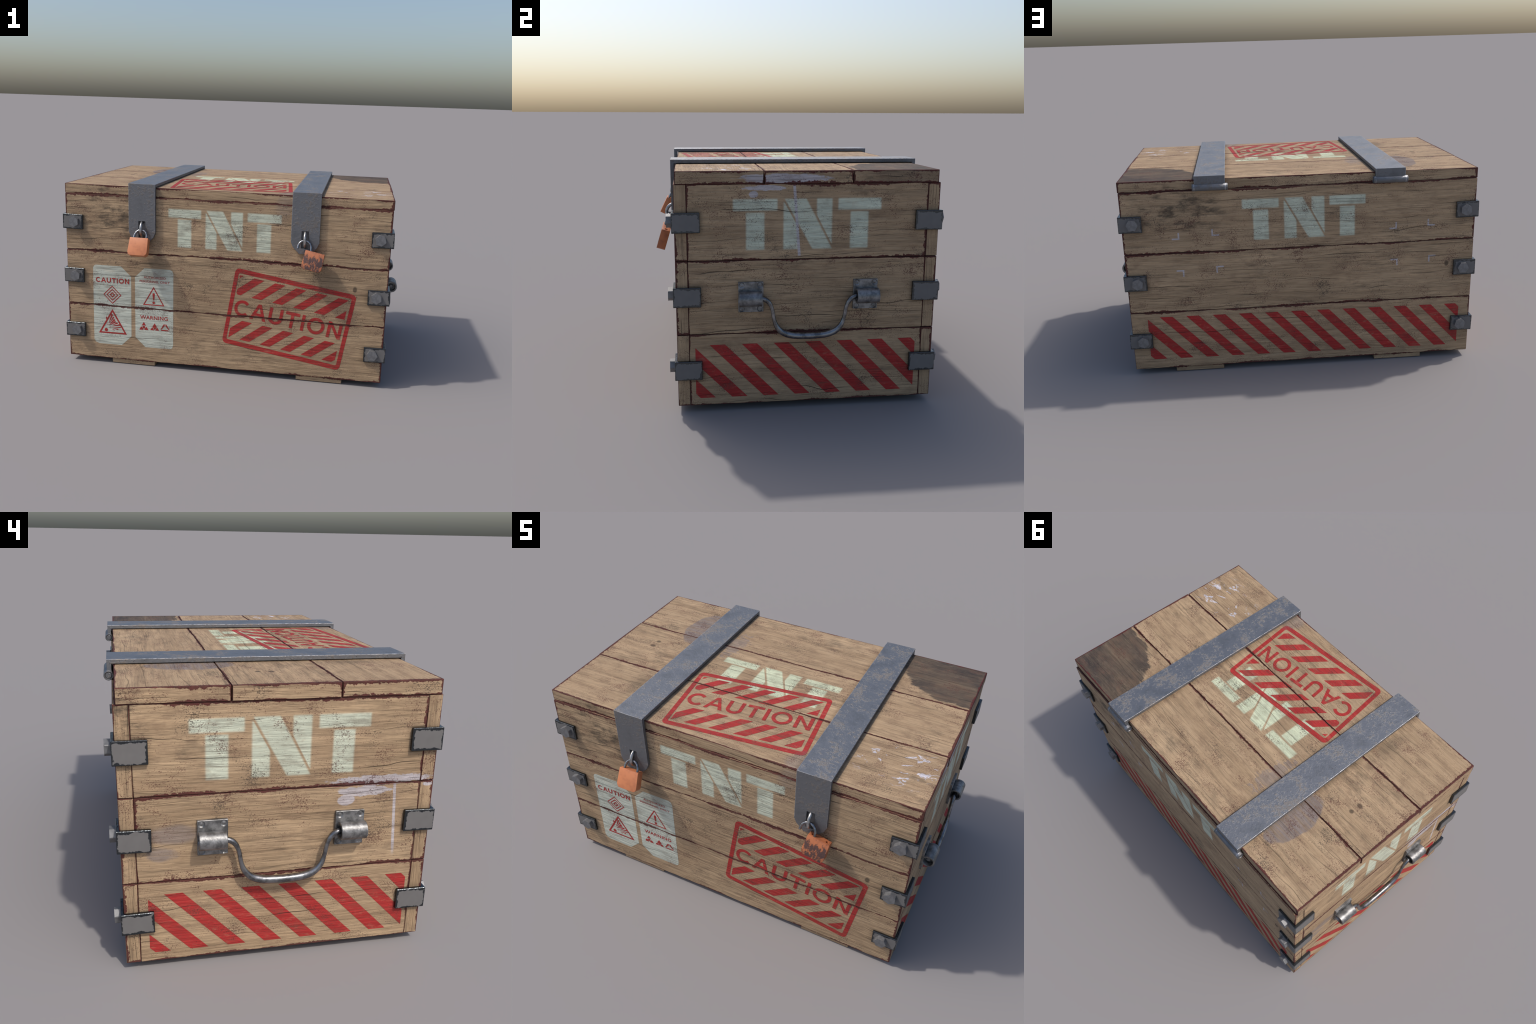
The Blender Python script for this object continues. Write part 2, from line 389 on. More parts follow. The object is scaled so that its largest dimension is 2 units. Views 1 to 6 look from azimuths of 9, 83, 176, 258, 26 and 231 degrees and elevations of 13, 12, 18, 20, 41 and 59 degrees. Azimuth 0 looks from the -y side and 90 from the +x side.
def lathe(bm, prof, seg, place):
    """Profile (r, h) turned round; place(x, y, h) -> 3D."""
    rings = []
    for r, h in prof:
        if r < 1e-6: rings.append([bm.verts.new(place(0, 0, h))])
        else: rings.append([bm.verts.new(place(r * math.cos(2 * math.pi * k / seg), r * math.sin(2 * math.pi * k / seg), h)) for k in range(seg)])
    for p, q in zip(rings, rings[1:]):
        for k in range(seg):
            l = (k + 1) % seg
            if len(p) == 1 and len(q) > 1: bm.faces.new((p[0], q[k], q[l]))
            elif len(q) == 1 and len(p) > 1: bm.faces.new((p[k], p[l], q[0]))
            elif len(p) > 1: bm.faces.new((p[k], p[l], q[l], q[k]))

def tube(bm, path, radii, seg=14, caps=True):
    rings = []; n = len(path); path = [Vector(p) for p in path]; ref = None
    for i, p in enumerate(path):
        d = (path[min(i + 1, n - 1)] - path[max(i - 1, 0)]).normalized()
        ref = (ref - d * ref.dot(d)).normalized() if ref else d.orthogonal().normalized()
        s = d.cross(ref)
        rings.append([bm.verts.new(p + (ref * math.cos(2 * math.pi * k / seg) + s * math.sin(2 * math.pi * k / seg)) * radii[i]) for k in range(seg)])
    for p, q in zip(rings, rings[1:]):
        for k in range(seg): bm.faces.new((p[k], p[(k + 1) % seg], q[(k + 1) % seg], q[k]))
    if caps: bm.faces.new(rings[0][::-1]); bm.faces.new(rings[-1])

def spline(pts, per=8):
    """Catmull-Rom through the points."""
    pts = [Vector(p) for p in pts]; out = []
    for i in range(len(pts) - 1):
        a, b, c, d = pts[max(i - 1, 0)], pts[i], pts[i + 1], pts[min(i + 2, len(pts) - 1)]
        for k in range(per):
            s = k / per
            out.append(0.5 * ((2 * b) + (c - a) * s + (2 * a - 5 * b + 4 * c - d) * s * s + (3 * b - a - 3 * c + d) * s ** 3))
    return out + [pts[-1]]

def plank_mesh(lo, hi, axis, seed, chip=0.0032):
    """A sawn board: a long box whose four long edges are chipped unevenly."""
    A, B, C = axis, (axis + 1) % 3, (axis + 2) % 3
    bm = bmesh.new(); L = hi[A] - lo[A]; n = max(24, int(L / 0.009)); rings = []
    def c_at(t, k):
        q = noise.noise(Vector((t * 9.0, k * 7.3, seed * 3.1))); q2 = noise.noise(Vector((t * 42.0, k * 5.7, seed * 1.7)))
        return max(0.0010, chip * (0.42 + 0.55 * q + 0.50 * q2))
    ts = [0.0, 0.0025] + [L * i / n for i in range(1, n)] + [L - 0.0025, L]
    for i, s in enumerate(ts):
        e = 0.0022 if i in (0, len(ts) - 1) else 0.0
        b0, b1, c0, c1 = lo[B] + e, hi[B] - e, lo[C] + e, hi[C] - e
        k = [c_at(s, j) for j in range(4)]
        ring = [(b0 + k[0], c0), (b1 - k[1], c0), (b1, c0 + k[1]), (b1, c1 - k[2]), (b1 - k[2], c1), (b0 + k[3], c1), (b0, c1 - k[3]), (b0, c0 + k[0])]
        vs = []
        for p, q in ring:
            co = [0, 0, 0]; co[A] = lo[A] + s; co[B] = p; co[C] = q; vs.append(bm.verts.new(co))
        rings.append(vs)
    for p, q in zip(rings, rings[1:]):
        for k in range(8): bm.faces.new((p[k], p[(k + 1) % 8], q[(k + 1) % 8], q[k]))
    bm.faces.new(rings[0][::-1]); bm.faces.new(rings[-1])
    return mesh_from(bm, 'plank')

# ------------------------------------------------------------------ the crate
crate = bpy.data.objects.new('explosives_crate', None); COL.objects.link(crate)
crate['label'] = 'weathered tan wooden TNT crate with iron straps and padlocks'
crate['category'] = 'wooden crate'

bm = bmesh.new(); box(bm, (-XE + 0.045, YF + 0.045, Z0 + 0.004), (XE - 0.045, YB - 0.045, Z3 - 0.004))
body = add('body', mesh_from(bm, 'body'), M_DARK, crate)
bm = bmesh.new(); box(bm, (-LX + 0.03, LYF + 0.03, Z3 - 0.002), (LX - 0.03, LYB - 0.03, LT - 0.012))
lid = add('lid', mesh_from(bm, 'lid'), M_DARK, crate)

g = 0.0012                      # half of the gap between two boards
rows = [(Z0, Z1 - g), (Z1 + g, Z2 - g), (Z2 + g, Z3)]
s = 0
for z0, z1 in rows:
    for lo, hi, ax in (((-XE, YF, z0), (XE, YI0, z1), 0), ((-XE, YI1, z0), (XE, YB, z1), 0),
                       ((-XE, YI0 + 0.0008, z0), (-XE + 0.05, YI1 - 0.0008, z1), 1), ((XE - 0.05, YI0 + 0.0008, z0), (XE, YI1 - 0.0008, z1), 1)):
        s += 1; add('wall_plank', plank_mesh(lo, hi, ax, s), M_WOOD, body)
for (y0, y1), ex in zip(((LYF, LY1 - g), (LY1 + 2 * g, LY2 - 2 * g), (LY2 + g, LYB)), (0.0, 0.0028, 0.0008)):
    s += 1; add('lid_plank', plank_mesh((-LX - ex, y0, Z3 + 0.0006), (LX + ex, y1, LT), 0, s, 0.0022), M_WOOD, lid)
for x0, x1 in ((-0.668, -0.403), (0.449, 0.713)):
    s += 1; add('runner', plank_mesh((x0, LYF + 0.004, 0.0), (x1, LYB, Z0 - 0.0005), 1, s), M_WOOD, body)
bm = bmesh.new(); box(bm, (-XE + 0.05, YI0, Z0 + 0.002), (XE - 0.05, YI1, Z0 + 0.0035))
add('floor_board', mesh_from(bm, 'floor_board'), M_WOOD, body)

# ------------------------------------------------------------------ iron straps with hinge and staple
def strap(cx):
    w = 0.0785; ti = 0.0175
    f0, f1, top, b1 = -0.5570, -0.5570 + ti, 1.0990, 0.6375
    prof = [(f0, 0.757), (f0, top), (b1, top), (b1, 1.046), (b1 - ti, 1.046), (b1 - ti, top - ti), (f1, top - ti), (f1, 0.757)]
    bm = bmesh.new(); extrude_outline(bm, prof, lambda a, b, c: (cx - w + c, a, b), 2 * w)
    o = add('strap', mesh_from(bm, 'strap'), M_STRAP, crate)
    cut = bmesh.new()
    for sg in (-1, 1):
        tri = [(sg * 0.0790, 0.824), (sg * 0.0665, 0.794), (sg * 0.029, 0.7565), (sg * 0.029, 0.70), (sg * 0.12, 0.70), (sg * 0.12, 0.824)]
        extrude_outline(cut, tri, lambda a, b, c: (cx + a, -0.60 + c, b), 0.10)
    extrude_outline(cut, [(-0.020, 0.789), (0.020, 0.789), (0.020, 0.886), (-0.020, 0.886)], lambda a, b, c: (cx + a, -0.60 + c, b), 0.10)
    k = add('cutter', mesh_from(cut, 'cutter'))
    m = o.modifiers.new('cut', 'BOOLEAN'); m.object = k; m.operation = 'DIFFERENCE'; m.solver = 'EXACT'
    m = o.modifiers.new('bevel', 'BEVEL'); m.width = 0.0014; m.segments = 2; m.limit_method = 'ANGLE'; m.angle_limit = math.radians(40); m.harden_normals = False
    bake(o); bpy.data.objects.remove(k)
    # hinge knuckle at the back, its pin showing at both ends
    hx = lambda a, b, h: (cx - 0.0905 + h, 0.632 + a, 1.0395 + b)
    bm = bmesh.new(); W = 0.181
    lathe(bm, [(0.0125, 0.004), (0.0150, 0.0), (0.0170, 0.0), (0.0185, 0.0022), (0.0185, W - 0.0022), (0.0170, W), (0.0150, W), (0.0125, W - 0.004)], 28, hx)
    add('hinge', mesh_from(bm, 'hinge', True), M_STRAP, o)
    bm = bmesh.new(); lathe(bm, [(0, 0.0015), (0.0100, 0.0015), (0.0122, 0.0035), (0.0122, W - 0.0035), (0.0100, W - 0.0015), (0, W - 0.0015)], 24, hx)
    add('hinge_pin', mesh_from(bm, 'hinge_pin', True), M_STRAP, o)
    # staple through the slot
    bm = bmesh.new(); path = []
    for k in range(25):
        a = math.radians(100 - 200 * k / 24); path.append((cx, -0.545 - 0.037 * math.cos(a), 0.8385 + 0.0405 * math.sin(a)))
    tube(bm, path, [0.0080] * len(path), 16)
    add('staple', mesh_from(bm, 'staple', True), M_STAPLE, o)
    # dark keeper plate seen through the slot
    bm = bmesh.new(); box(bm, (cx - 0.030, YF - 0.0010, 0.775), (cx + 0.030, YF + 0.004, 0.900))
    add('keeper_plate', mesh_from(bm, 'keeper_plate'), M_BOLT, o)
strap(-0.4665); strap(0.466)

# ------------------------------------------------------------------ padlocks
def padlock(loc, tilt, roll, mat, swung, sh_loc, sh_tilt):
    """loc: middle of the body's top face; tilt: bottom swings out; roll: turn in the wall plane."""
    w, h, d = 0.0535, 0.103, 0.0205
    out = [(-w + 0.002, 0.0), (w - 0.002, 0.0), (w, -0.002), (w + 0.003, -h + 0.018), (w - 0.001, -h + 0.008), (w - 0.010, -h), (-w + 0.010, -h), (-w + 0.001, -h + 0.008), (-w - 0.003, -h + 0.018), (-w, -0.002)]
    bm = bmesh.new(); extrude_outline(bm, out, lambda a, b, c: (a, -d + c, b), 2 * d)
    R = Matrix.Rotation(-tilt, 4, 'X') @ Matrix.Rotation(roll, 4, 'Y')
    o = add('padlock', mesh_from(bm, 'padlock'), mat, crate)
    o.matrix_world = Matrix.Translation(loc) @ R
    cut = bmesh.new()
    for sx in (-0.036, 0.036):
        lathe(cut, [(0, -0.02), (0.0078, -0.02), (0.0078, 0.02), (0, 0.02)], 16, lambda a, b, c: (a + sx, b, c))
    k = add('cutter', mesh_from(cut, 'cutter')); k.matrix_world = o.matrix_world
    m = o.modifiers.new('bevel', 'BEVEL'); m.width = 0.0016; m.segments = 2; m.limit_method = 'ANGLE'; m.angle_limit = math.radians(50)
    m = o.modifiers.new('cut', 'BOOLEAN'); m.object = k; m.operation = 'DIFFERENCE'; m.solver = 'EXACT'
    bake(o); bpy.data.objects.remove(k)
    o.data.polygons.foreach_set('use_smooth', [True] * len(o.data.polygons)); o.data.set_sharp_from_angle(angle=math.radians(25))
    # shackle: two legs and a half ring
    bm = bmesh.new(); r = 0.0365
    legs = (-0.016, -0.016 if not swung else 0.006)
    path = [(r, 0, legs[0]), (r, 0, 0.0)] + [(r * math.cos(math.pi * k / 20), 0, 0.004 + (r + 0.003) * math.sin(math.pi * k / 20)) for k in range(21)] + [(-r, 0, legs[1] - 0.006)]
    tube(bm, path, [0.0067] * len(path), 16)
    sh = add('shackle', mesh_from(bm, 'shackle', True), M_SHACKLE, o)
    sh.matrix_world = Matrix.Translation(sh_loc) @ Matrix.Rotation(-sh_tilt, 4, 'X')
padlock(Vector((-0.4675, -0.589, 0.7925)), math.radians(26), math.radians(0), M_LOCK, False, Vector((-0.464, -0.5935, 0.800)), math.radians(29))
padlock(Vector((0.5275, -0.5815, 0.7770)), math.radians(17), math.radians(11), M_LOCK_RUST, True, Vector((0.4665, -0.5845, 0.795)), math.radians(20))

# ------------------------------------------------------------------ corner brackets with hexagon bolts
def bracket_mesh(sx):
    """L-shaped plate; the local origin is the outer corner at mid height, front leg along -sx*x, side leg along +y."""
    bm = bmesh.new(); t1, t2, L, h = 0.012, 0.015, 0.1205, 0.0432
    out = [(0, 0), (-L, 0), (-L, t1), (-t2, t1), (-t2, L), (0, L)]
    extrude_outline(bm, [(sx * a, b) for a, b in out], lambda a, b, c: (a, b, c - h), 2 * h)
    me = mesh_from(bm, 'corner_bracket'); me.materials.append(M_BRACKET)
    o = bpy.data.objects.new('tmp', me); COL.objects.link(o)
    m = o.modifiers.new('bevel', 'BEVEL'); m.width = 0.0018; m.segments = 1
    bake(o); me = o.data; bpy.data.objects.remove(o)
    return me
BR = {1: bracket_mesh(1), -1: bracket_mesh(-1)}
bm = bmesh.new()
hexr = lambda r, a=0: [(r * math.cos(math.pi / 3 * k), r * math.sin(math.pi / 3 * k)) for k in range(6)]
extrude_outline(bm, hexr(0.031), lambda a, b, c: (a, -c, b), 0.019)
top = [f for f in bm.faces if all(v.co.y < -0.015 for v in f.verts)]
for f in top:
    r = bmesh.ops.inset_individual(bm, faces=[f], thickness=0.0045, depth=0.0)
    for v in f.verts: v.co.y -= 0.0035
bmesh.ops.bevel(bm, geom=[e for e in bm.edges if e.calc_length() > 0.015 and abs(e.verts[0].co.y - e.verts[1].co.y) > 0.015], offset=0.002, segments=1, affect='EDGES')
BOLT = mesh_from(bm, 'bolt'); BOLT.materials.append(M_BOLT)

for zc in (0.860, 0.5365, 0.2005):
    for sx in (-1, 1):
        for back in (0, 1):
            o = add('corner_bracket', BR[sx if not back else -sx], None, crate)
            o.location = (sx * 0.9475, -0.550 if not back else 0.634, zc + rnd.uniform(-0.002, 0.002))
            # the back brackets are the front ones turned by half a turn
            o.rotation_euler = (rnd.uniform(-0.015, 0.015), rnd.uniform(-0.025, 0.025), math.pi if back else 0.0)
            s2 = sx if not back else -sx
            b = add('bolt', BOLT, None, o)
            b.location = (-s2 * 0.0735, 0.0, 0.003); b.rotation_euler = (0, rnd.uniform(0, 1.05), 0)

# ------------------------------------------------------------------ carrying handles on both ends
def handle(sx):
    """sx = +1 for the +x end, -1 for the other (turned by half a turn about the crate's middle)."""
    # local frame: y along the wall, x outwards
    def place(p): return (sx * p[0], FACE_MID + sx * p[1], p[2])
    plate_c = 0.255
    root = None
    bm = bmesh.new()
    pts = spline([(0.9640, 0.262, 0.5285), (0.9640, 0.225, 0.5285), (0.9655, 0.196, 0.5240), (0.9665, 0.176, 0.5060), (0.9670, 0.1640, 0.477), (0.9670, 0.1575, 0.440), (0.9670, 0.1450, 0.402),
                  (0.9670, 0.118, 0.372), (0.9670, 0.072, 0.3560), (0.9670, 0.0, 0.3515)], 7)
    full = pts + [Vector((p.x, -p.y, p.z)) for p in pts[-2::-1]]
    n = len(full)
    def rad(p):
        return 0.0085 + 0.0064 * max(0.0, min(1.0, (0.43 - p.z) / 0.07)) + 0.0025 * max(0.0, min(1.0, (p.z - 0.49) / 0.03))
    tube(bm, [place(p) for p in full], [rad(p) for p in full], 18)
    root = add('carrying_handle', mesh_from(bm, 'carrying_handle', True), M_BAIL, crate)
    for q in (-1, 1):
        yc = q * 0.2555
        bm = bmesh.new(); hw, z0, z1 = 0.055, 0.4625, 0.5975
        lo = place((0.930, yc - hw, z0)); hi = place((0.945, yc + hw, z1))
        box(bm, [min(a, b) for a, b in zip(lo, hi)], [max(a, b) for a, b in zip(lo, hi)])
        pl = add('mounting_plate', mesh_from(bm, 'mounting_plate'), M_HANDLE, root)
        cut = bmesh.new(); holes = [(yc + a, z) for a in (-0.040, 0.040) for z in (0.477, 0.584)]
        for hy, hz in holes:
            lathe(cut, [(0, 0.941), (0.0095, 0.941), (0.0140, 0.9455), (0.0140, 0.96), (0, 0.96)], 20, lambda a, b, c: place((c, hy + a, hz + b)))
        k = add('cutter', mesh_from(cut, 'cutter'))
        m = pl.modifiers.new('bevel', 'BEVEL'); m.width = 0.0012; m.segments = 1
        m = pl.modifiers.new('cut', 'BOOLEAN'); m.object = k; m.operation = 'DIFFERENCE'; m.solver = 'EXACT'
        bake(pl); bpy.data.objects.remove(k)
        for hy, hz in holes:
            bm = bmesh.new(); lathe(bm, [(0.0066, 0.9405), (0.0060, 0.9418), (0.0040, 0.9426), (0, 0.9429)], 16, lambda a, b, c: place((c, hy + a, hz + b)))
            add('screw', mesh_from(bm, 'screw', True), M_HANDLE, pl)
        bm = bmesh.new(); W = 0.050; shift = -q * 0.004
        lathe(bm, [(0.0240, -W + 0.03), (0.0240, -W + 0.002), (0.0255, -W), (0.0320, -W), (0.0336, -W + 0.0018), (0.0336, W - 0.0018), (0.0320, W), (0.0255, W), (0.0240, W - 0.002), (0.0240, W - 0.03)], 36,
              lambda a, b, c: place((0.9665 + a, yc + shift * -1 + c, 0.5285 + b)))
        lathe(bm, [(0, -W + 0.028), (0.0242, -W + 0.028)], 24, lambda a, b, c: place((0.9665 + a, yc - shift + c, 0.5285 + b)))
        lathe(bm, [(0.0242, W - 0.028), (0, W - 0.028)], 24, lambda a, b, c: place((0.9665 + a, yc - shift + c, 0.5285 + b)))
        bmesh.ops.remove_doubles(bm, verts=bm.verts[:], dist=0.0003)
        add('barrel', mesh_from(bm, 'barrel', True), M_HANDLE, root)
        bm = bmesh.new()          # the bent end of the rod inside the barrel
        lathe(bm, [(0.0, 0.036), (0.009, 0.036), (0.013, 0.031), (0.013, 0.018), (0, 0.018)], 18, lambda a, b, c: place((0.9665 + a, yc - shift + q * c, 0.5285 + b)))
        add('rod_end', mesh_from(bm, 'rod_end', True), M_BOLT, root)
handle(1); handle(-1)

# ------------------------------------------------------------------ painted signs: thin paint pieces cut at the board seams
FACES = {
    'front': lambda u, v, o: (u, YF - o, v), 'back': lambda u, v, o: (-u, YB + o, v),
    'right': lambda u, v, o: (XE + o, u, v), 'left': lambda u, v, o: (-XE - o, -u, v),
    'top': lambda u, v, o: (u, v, LT + o)}

class Paint:
    def __init__(s): s.bm = bmesh.new(); s.layer = 0.0
    def poly(s, pts):
        s.layer += 0.000008           # strokes that cross lie one over the other
        vs = [s.bm.verts.new((a, b, s.layer)) for a, b in pts]; s.bm.faces.new(vs); return s
    def ring(s, outer, inner):
        o = [s.bm.verts.new((a, b, 0)) for a, b in outer]; i = [s.bm.verts.new((a, b, 0)) for a, b in inner]; n = len(o)
        for k in range(n): s.bm.faces.new((o[k], o[(k + 1) % n], i[(k + 1) % n], i[k]))
        return s
    def disc(s, a, b, r, n=20): return s.poly([(a + r * math.cos(2 * math.pi * k / n), b + r * math.sin(2 * math.pi * k / n)) for k in range(n)])
    def text(s, word, a0, a1, b0, b1, bold=0.0, gap=1.0):
        """The word in the built-in font, fitted to a rectangle."""
        c = bpy.data.curves.new('word', 'FONT'); c.body = word; c.offset = bold; c.space_character = gap; c.resolution_u = 6
        o = bpy.data.objects.new('word', c); COL.objects.link(o)
        dg = bpy.context.evaluated_depsgraph_get(); dg.update(); me = bpy.data.meshes.new_from_object(o.evaluated_get(dg))
        xs = [v.co.x for v in me.vertices]; ys = [v.co.y for v in me.vertices]
        x0, x1, y0, y1 = min(xs), max(xs), min(ys), max(ys)
        for v in me.vertices: v.co = (a0 + (v.co.x - x0) / (x1 - x0) * (a1 - a0), b0 + (v.co.y - y0) / (y1 - y0) * (b1 - b0), 0)
        s.bm.from_mesh(me); bpy.data.objects.remove(o); bpy.data.curves.remove(c); bpy.data.meshes.remove(me)
        return s
    def finish(s, name, face, off, mat, parent, angle=0.0, at=(0, 0)):
        bm = s.bm; bmesh.ops.triangulate(bm, faces=bm.faces[:])
        ca, sa = math.cos(angle), math.sin(angle)
        for v in bm.verts: v.co = (at[0] + ca * v.co.x - sa * v.co.y, at[1] + sa * v.co.x + ca * v.co.y, v.co.z)
        seams = (LY1, LY2) if face == 'top' else (Z1, Z2)
        for w in seams:
            for e in (-0.0032, 0.0032):
                bmesh.ops.bisect_plane(bm, geom=bm.verts[:] + bm.edges[:] + bm.faces[:], plane_co=(0, w + e, 0), plane_no=(0, 1, 0), dist=1e-6)
            kill = [f for f in bm.faces if abs(f.calc_center_median().y - w) < 0.0031]
            bmesh.ops.delete(bm, geom=kill, context='FACES')
        for f in bm.faces:
            if f.normal.z < 0: f.normal_flip()
        F = FACES[face]
        for v in bm.verts: v.co = F(v.co.x, v.co.y, off + v.co.z)
        me = bpy.data.meshes.new(name); bm.to_mesh(me); bm.free()
        return add(name, me, mat, parent)

def heavy_caution(P, a0, a1, b0, b1, th):
    """CAUTION in a plain grotesque: every letter from bars and arcs in a unit-high box."""
    W = (a1 - a0) / 4.368; H = b1 - b0; tx = th / W; ty = th / H
    X_ = lambda x: a0 + (x - 0.05) * W
    Y_ = lambda y: b0 + y * H
    def poly(pts): P.poly([(X_(a), Y_(b)) for a, b in pts])
    def arc(cx, cy, rx, ry, d0, d1, n=28):
        for k in range(n):
            p, q = (math.radians(d0 + (d1 - d0) * j / n) for j in (k, k + 1))
            f = lambda a, i: (cx + (rx - i * tx) * math.cos(a), cy + (ry - i * ty) * math.sin(a))
            poly([f(p, 0), f(q, 0), f(q, 1), f(p, 1)])
    def bar(x0, y0, x1, y1): poly([(x0, y0), (x1, y0), (x1, y1), (x0, y1)])
    arc(0.375, 0.5, 0.325, 0.515, 42, 318)                                   # C
    x = 0.722                                                                # A
    m, e, ap = x + 0.3335, tx * 1.08, 0.80
    poly([(x, 0), (x + e, 0), (m, ap), (m, 1), (m - 0.062, 1)])
    poly([(x + 0.667 - e, 0), (x + 0.667, 0), (m + 0.062, 1), (m, 1), (m, ap)])
    inner = lambda y: (0.3335 - e) * (1 - y / ap)
    y0, y1 = 0.25, 0.25 + ty * 0.9
    poly([(m - inner(y0), y0), (m + inner(y0), y0), (m + inner(y1), y1), (m - inner(y1), y1)])
    x = 1.389; r = 0.28                                                      # U
    bar(x + 0.08, 0.36, x + 0.08 + tx, 1); bar(x + 0.64 - tx, 0.36, x + 0.64, 1)
    arc(x + 0.36, 0.36, r, 0.375, 180, 360)
    x = 2.111                                                                # T
    bar(x + 0.02, 1 - ty, x + 0.59, 1); bar(x + 0.305 - tx / 2, 0, x + 0.305 + tx / 2, 1 - ty)
    x = 2.722; bar(x + 0.14 - tx / 2, 0, x + 0.14 + tx / 2, 1)               # I
    x = 3.000; arc(x + 0.389, 0.5, 0.345, 0.515, 0, 360, 40)                  # O
    x = 3.778                                                                # N
    bar(x + 0.076, 0, x + 0.076 + tx, 1); bar(x + 0.64 - tx, 0, x + 0.64, 1)
    poly([(x + 0.076 + tx, 1), (x + 0.076 + tx, 1 - 1.55 * ty), (x + 0.64 - tx, 0), (x + 0.64 - tx, 1.55 * ty)])
    return P

def rounded(hw, hh, r, n=5):
    out = []
    for cx, cy, a0 in ((hw - r, hh - r, 0), (-hw + r, hh - r, 90), (-hw + r, -hh + r, 180), (hw - r, -hh + r, 270)):
        for k in range(n + 1):
            a = math.radians(a0 + 90 * k / n); out.append((cx + r * math.cos(a), cy + r * math.sin(a)))
    return out

def clip(pts, nx, ny, c):
    """Keep the side nx*x + ny*y <= c of a convex polygon."""
    out = []
    for i, p in enumerate(pts):
        q = pts[(i + 1) % len(pts)]; dp = nx * p[0] + ny * p[1] - c; dq = nx * q[0] + ny * q[1] - c
        if dp <= 0: out.append(p)
        if dp * dq < 0:
            k = dp / (dp - dq); out.append((p[0] + (q[0] - p[0]) * k, p[1] + (q[1] - p[1]) * k))
    return out

def stripes(P, a0, a1, b0, b1, first, step, width, lean, count, chamfers):
    """Slanting bars; first = left end of the first bar on the top line, lean = run to the right from bottom to top."""
    for k in range(count):
        s0 = first + step * k
        q = [(s0, b1), (s0 + width, b1), (s0 + width - lean, b0), (s0 - lean, b0)]
        for n in ((-1, 0, -a0), (1, 0, a1)): q = clip(q, *n) if len(q) > 2 else q
        for n in chamfers: q = clip(q, *n) if len(q) > 2 else q
        if len(q) > 2: P.poly(q)

def caution_sign(face, at, angle, parent):
    ang = math.radians(angle)
    Paint().ring(rounded(0.348, 0.230, 0.026), rounded(0.3255, 0.2035, 0.009)).finish('sign_frame', face, 0.0007, M_RED, parent, ang, at)
    P = Paint(); hi, lo = 0.192, 0.076
    stripes(P, -0.318, 0.312, lo, hi, -0.3545, 0.1215, 0.0585, 0.1165, 7, [(1, 1, 0.312 + hi - 0.0), (-1, -1, 0.318 - lo - 0.0 - 0.008)])
    lo2, hi2 = -0.189, -0.073
    stripes(P, -0.316, 0.312, lo2, hi2, -0.3765, 0.1218, 0.0585, 0.1165, 7, [(1, -1, 0.312 - lo2 - 0.018)])
    P.finish('sign_stripes', face, 0.0007, M_RED, parent, ang, at)
    heavy_caution(Paint(), -0.314, 0.311, -0.0475, 0.0485, 0.0180).finish('sign_lettering', face, 0.0007, M_RED, parent, ang, at)
caution_sign('front', (0.3880, 0.3665), -9.2, body)
caution_sign('top', (0.0030, -0.2470), 6.4, lid)

def hazard_band(face, u0, u1, v0, v1, first, tilt=0.0):
    P = Paint(); lean = -0.240 * (v1 - v0) / 0.248; c = 0.020
    stripes(P, u0, u1, v0, v1, first - 0.1425 * 2, 0.1425, 0.0680, lean, 16, [(-1, -1, -(u0 + v0 + c)), (1, 1, u1 + v1 - c)])
    um, vm = (u0 + u1) / 2, (v0 + v1) / 2
    for v in P.bm.verts: v.co.x -= um; v.co.y -= vm
    P.finish('hazard_stripes', face, 0.0007, M_RED, body, tilt, (um, vm))
hazard_band('right', -0.459, 0.541, 0.064, 0.313, -0.396)
hazard_band('left', -0.534, 0.465, 0.067, 0.311, -0.476)
hazard_band('back', -0.845, 0.871, 0.078, 0.327, -0.780, -0.0095)

# warning label: two pale plates with red symbols
def tri_outline(P, cx, apex, foot, half, th_side, th_foot):
    h = apex - foot; k = half / h
    a = apex - th_side * math.sqrt(1 + k * k) / k; f = foot + th_foot; hw = (a - f) * k
    P.ring([(cx, apex), (cx - half, foot), (cx + half, foot)], [(cx, a), (cx - hw, f), (cx + hw, f)])

lab = Paint().poly([(-0.745, 0.119), (-0.604, 0.119), (-0.543, 0.179), (-0.541, 0.549), (-0.603, 0.607), (-0.757, 0.607), (-0.768, 0.601), (-0.774, 0.588), (-0.777, 0.145), (-0.767, 0.127)])
lab = lab.finish('warning_label', 'front', 0.0005, M_LABEL, body)
lab2 = Paint().poly([(-0.457, 0.119), (-0.306, 0.120), (-0.292, 0.127), (-0.286, 0.146), (-0.286, 0.584), (-0.292, 0.600), (-0.306, 0.607), (-0.459, 0.607), (-0.518, 0.549), (-0.518, 0.178)])
lab2 = lab2.finish('warning_label', 'front', 0.0005, M_LABEL, body)

D = 0.0010
heavy_caution(Paint(), -0.758, -0.553, 0.503, 0.533, 0.0064).finish('label_lettering', 'front', D, M_RED, lab)
P = Paint()
for r0, r1 in ((0.0560, 0.0490), (0.0365, 0.0290), (0.0175, 0.0085)):
    dm = lambda r: [(-0.658 + r, 0.430), (-0.658, 0.430 + r), (-0.658 - r, 0.430), (-0.658, 0.430 - r)]
    P.ring(dm(r0), dm(r1))
P.finish('label_diamond', 'front', D, M_RED, lab)
P = Paint(); tri_outline(P, -0.659, 0.342, 0.187, 0.088, 0.0095, 0.0090)
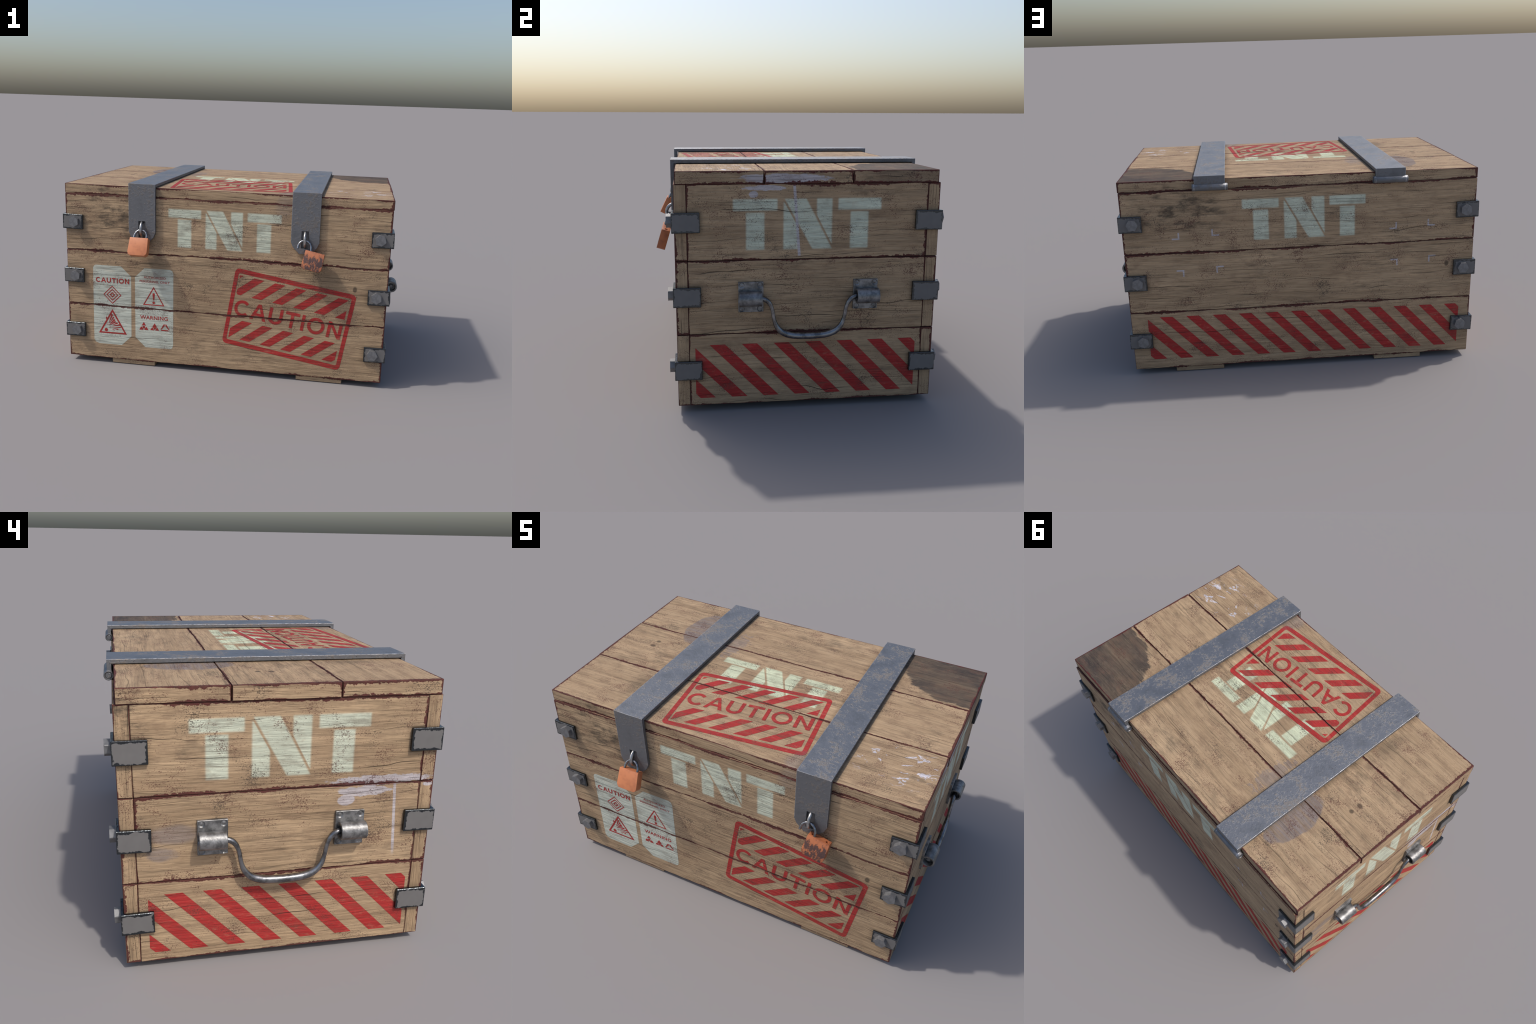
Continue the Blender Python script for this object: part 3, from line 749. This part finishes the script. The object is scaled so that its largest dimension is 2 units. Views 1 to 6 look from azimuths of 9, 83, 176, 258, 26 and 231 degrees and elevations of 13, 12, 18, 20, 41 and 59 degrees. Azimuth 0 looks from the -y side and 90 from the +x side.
# burst: wedge-shaped rays from the charge, and splinters
ox, oy = -0.694, 0.226
for ang, l0, l1, wd in ((-8, 0.030, 0.070, 0.0045), (3, 0.018, 0.085, 0.0035), (14, 0.024, 0.083, 0.0050), (25, 0.034, 0.072, 0.0055), (36, 0.014, 0.066, 0.0050),
                        (47, 0.012, 0.070, 0.0060), (58, 0.022, 0.078, 0.0045), (68, 0.020, 0.088, 0.0060), (80, 0.050, 0.072, 0.0035), (93, 0.022, 0.064, 0.0040), (112, 0.018, 0.034, 0.003), (-20, 0.03, 0.048, 0.003)):
    r = math.radians(ang); c, n = math.cos(r), math.sin(r)
    P.poly([(ox + c * l0, oy + n * l0), (ox + c * l1 + n * wd, oy + n * l1 - c * wd), (ox + c * l1 - n * wd, oy + n * l1 + c * wd)])
P.disc(ox - 0.006, oy - 0.017, 0.0105)
for k in range(14):
    r = math.radians(rnd.uniform(-25, 120)); q = rnd.uniform(0.012, 0.040); e = rnd.uniform(0.0012, 0.0030)
    c = (ox + math.cos(r) * q, oy + math.sin(r) * q)
    P.poly([(c[0] + e * math.cos(a), c[1] + e * math.sin(a)) for a in (0.3 + r, 2.2 + r, 4.4 + r)])
P.finish('label_blast_sign', 'front', D, M_RED, lab)

P = Paint().text('AUTHORIZED', -0.464, -0.332, 0.546, 0.560, 0.012, 1.05)
P.text('PERSONNEL ONLY', -0.489, -0.307, 0.521, 0.535, 0.012, 1.05)
P.finish('label_lettering', 'front', D, M_RED, lab2)
Paint().text('WARNING', -0.488, -0.319, 0.295, 0.319, 0.022, 1.08).finish('label_lettering', 'front', D, M_RED, lab2)
P = Paint(); tri_outline(P, -0.4045, 0.4985, 0.3835, 0.0655, 0.0062, 0.0062)
P.poly([(-0.412, 0.455), (-0.408, 0.459), (-0.401, 0.459), (-0.397, 0.455), (-0.4005, 0.416), (-0.4085, 0.416)]).disc(-0.4045, 0.401, 0.0080)
P.finish('label_alert_sign', 'front', D, M_RED, lab2)
P = Paint(); cx = -0.4655       # three small triangles
P.disc(cx, 0.2450, 0.0085)
P.poly([(cx, 0.2775), (cx - 0.0140, 0.2535), (cx - 0.0075, 0.2560), (cx + 0.0075, 0.2560), (cx + 0.0140, 0.2535)])
for q in (-1, 1): P.poly([(cx + q * 0.0285, 0.2280), (cx + q * 0.0030, 0.2280), (cx + q * 0.0045, 0.2345), (cx + q * 0.0115, 0.2440), (cx + q * 0.0165, 0.2485)])
cx = -0.399
P.poly([(cx, 0.2745), (cx - 0.0135, 0.2525), (cx, 0.2315), (cx + 0.0135, 0.2525)])
for q in (-1, 1): P.poly([(cx + q * 0.0150, 0.2500), (cx + q * 0.0275, 0.2300), (cx + q * 0.0025, 0.2300)])
cx = -0.3355
P.poly([(cx - 0.0205, 0.2380), (cx + 0.0180, 0.2380), (cx + 0.0250, 0.2310), (cx - 0.0270, 0.2310)])
for q in (-1, 1): P.poly([(cx + q * 0.0020, 0.2730), (cx + q * 0.0080, 0.2730), (cx + q * 0.0290, 0.2370), (cx + q * 0.0215, 0.2395), (cx + q * 0.0020, 0.2630)])
P.finish('label_hazard_triangles', 'front', D, M_RED, lab2)

# right-angle corner marks on the back (u = -x)
def corner_mark(u, v, du, dv):
    w, L = 0.0085, 0.040
    q = [(0, 0), (L, 0), (L, w), (w, w), (w, L * 0.95), (0, L * 0.95)]
    P = Paint(); pts = [(u + du * a, v + dv * b) for a, b in q]
    P.poly([pts[0], pts[1], pts[2], pts[3]]).poly([pts[0], pts[3], pts[4], pts[5]])
    P.finish('corner_mark', 'back', 0.0006, M_WHITE, body)
for u, v, du, dv in ((-0.640, 0.765, -1, 1), (-0.473, 0.777, 1, 1), (-0.628, 0.598, -1, -1), (-0.459, 0.611, 1, -1),
                     (0.510, 0.767, -1, 1), (0.675, 0.776, 1, 1), (0.520, 0.600, -1, -1), (0.687, 0.611, 1, -1)):
    corner_mark(u, v, du, dv)
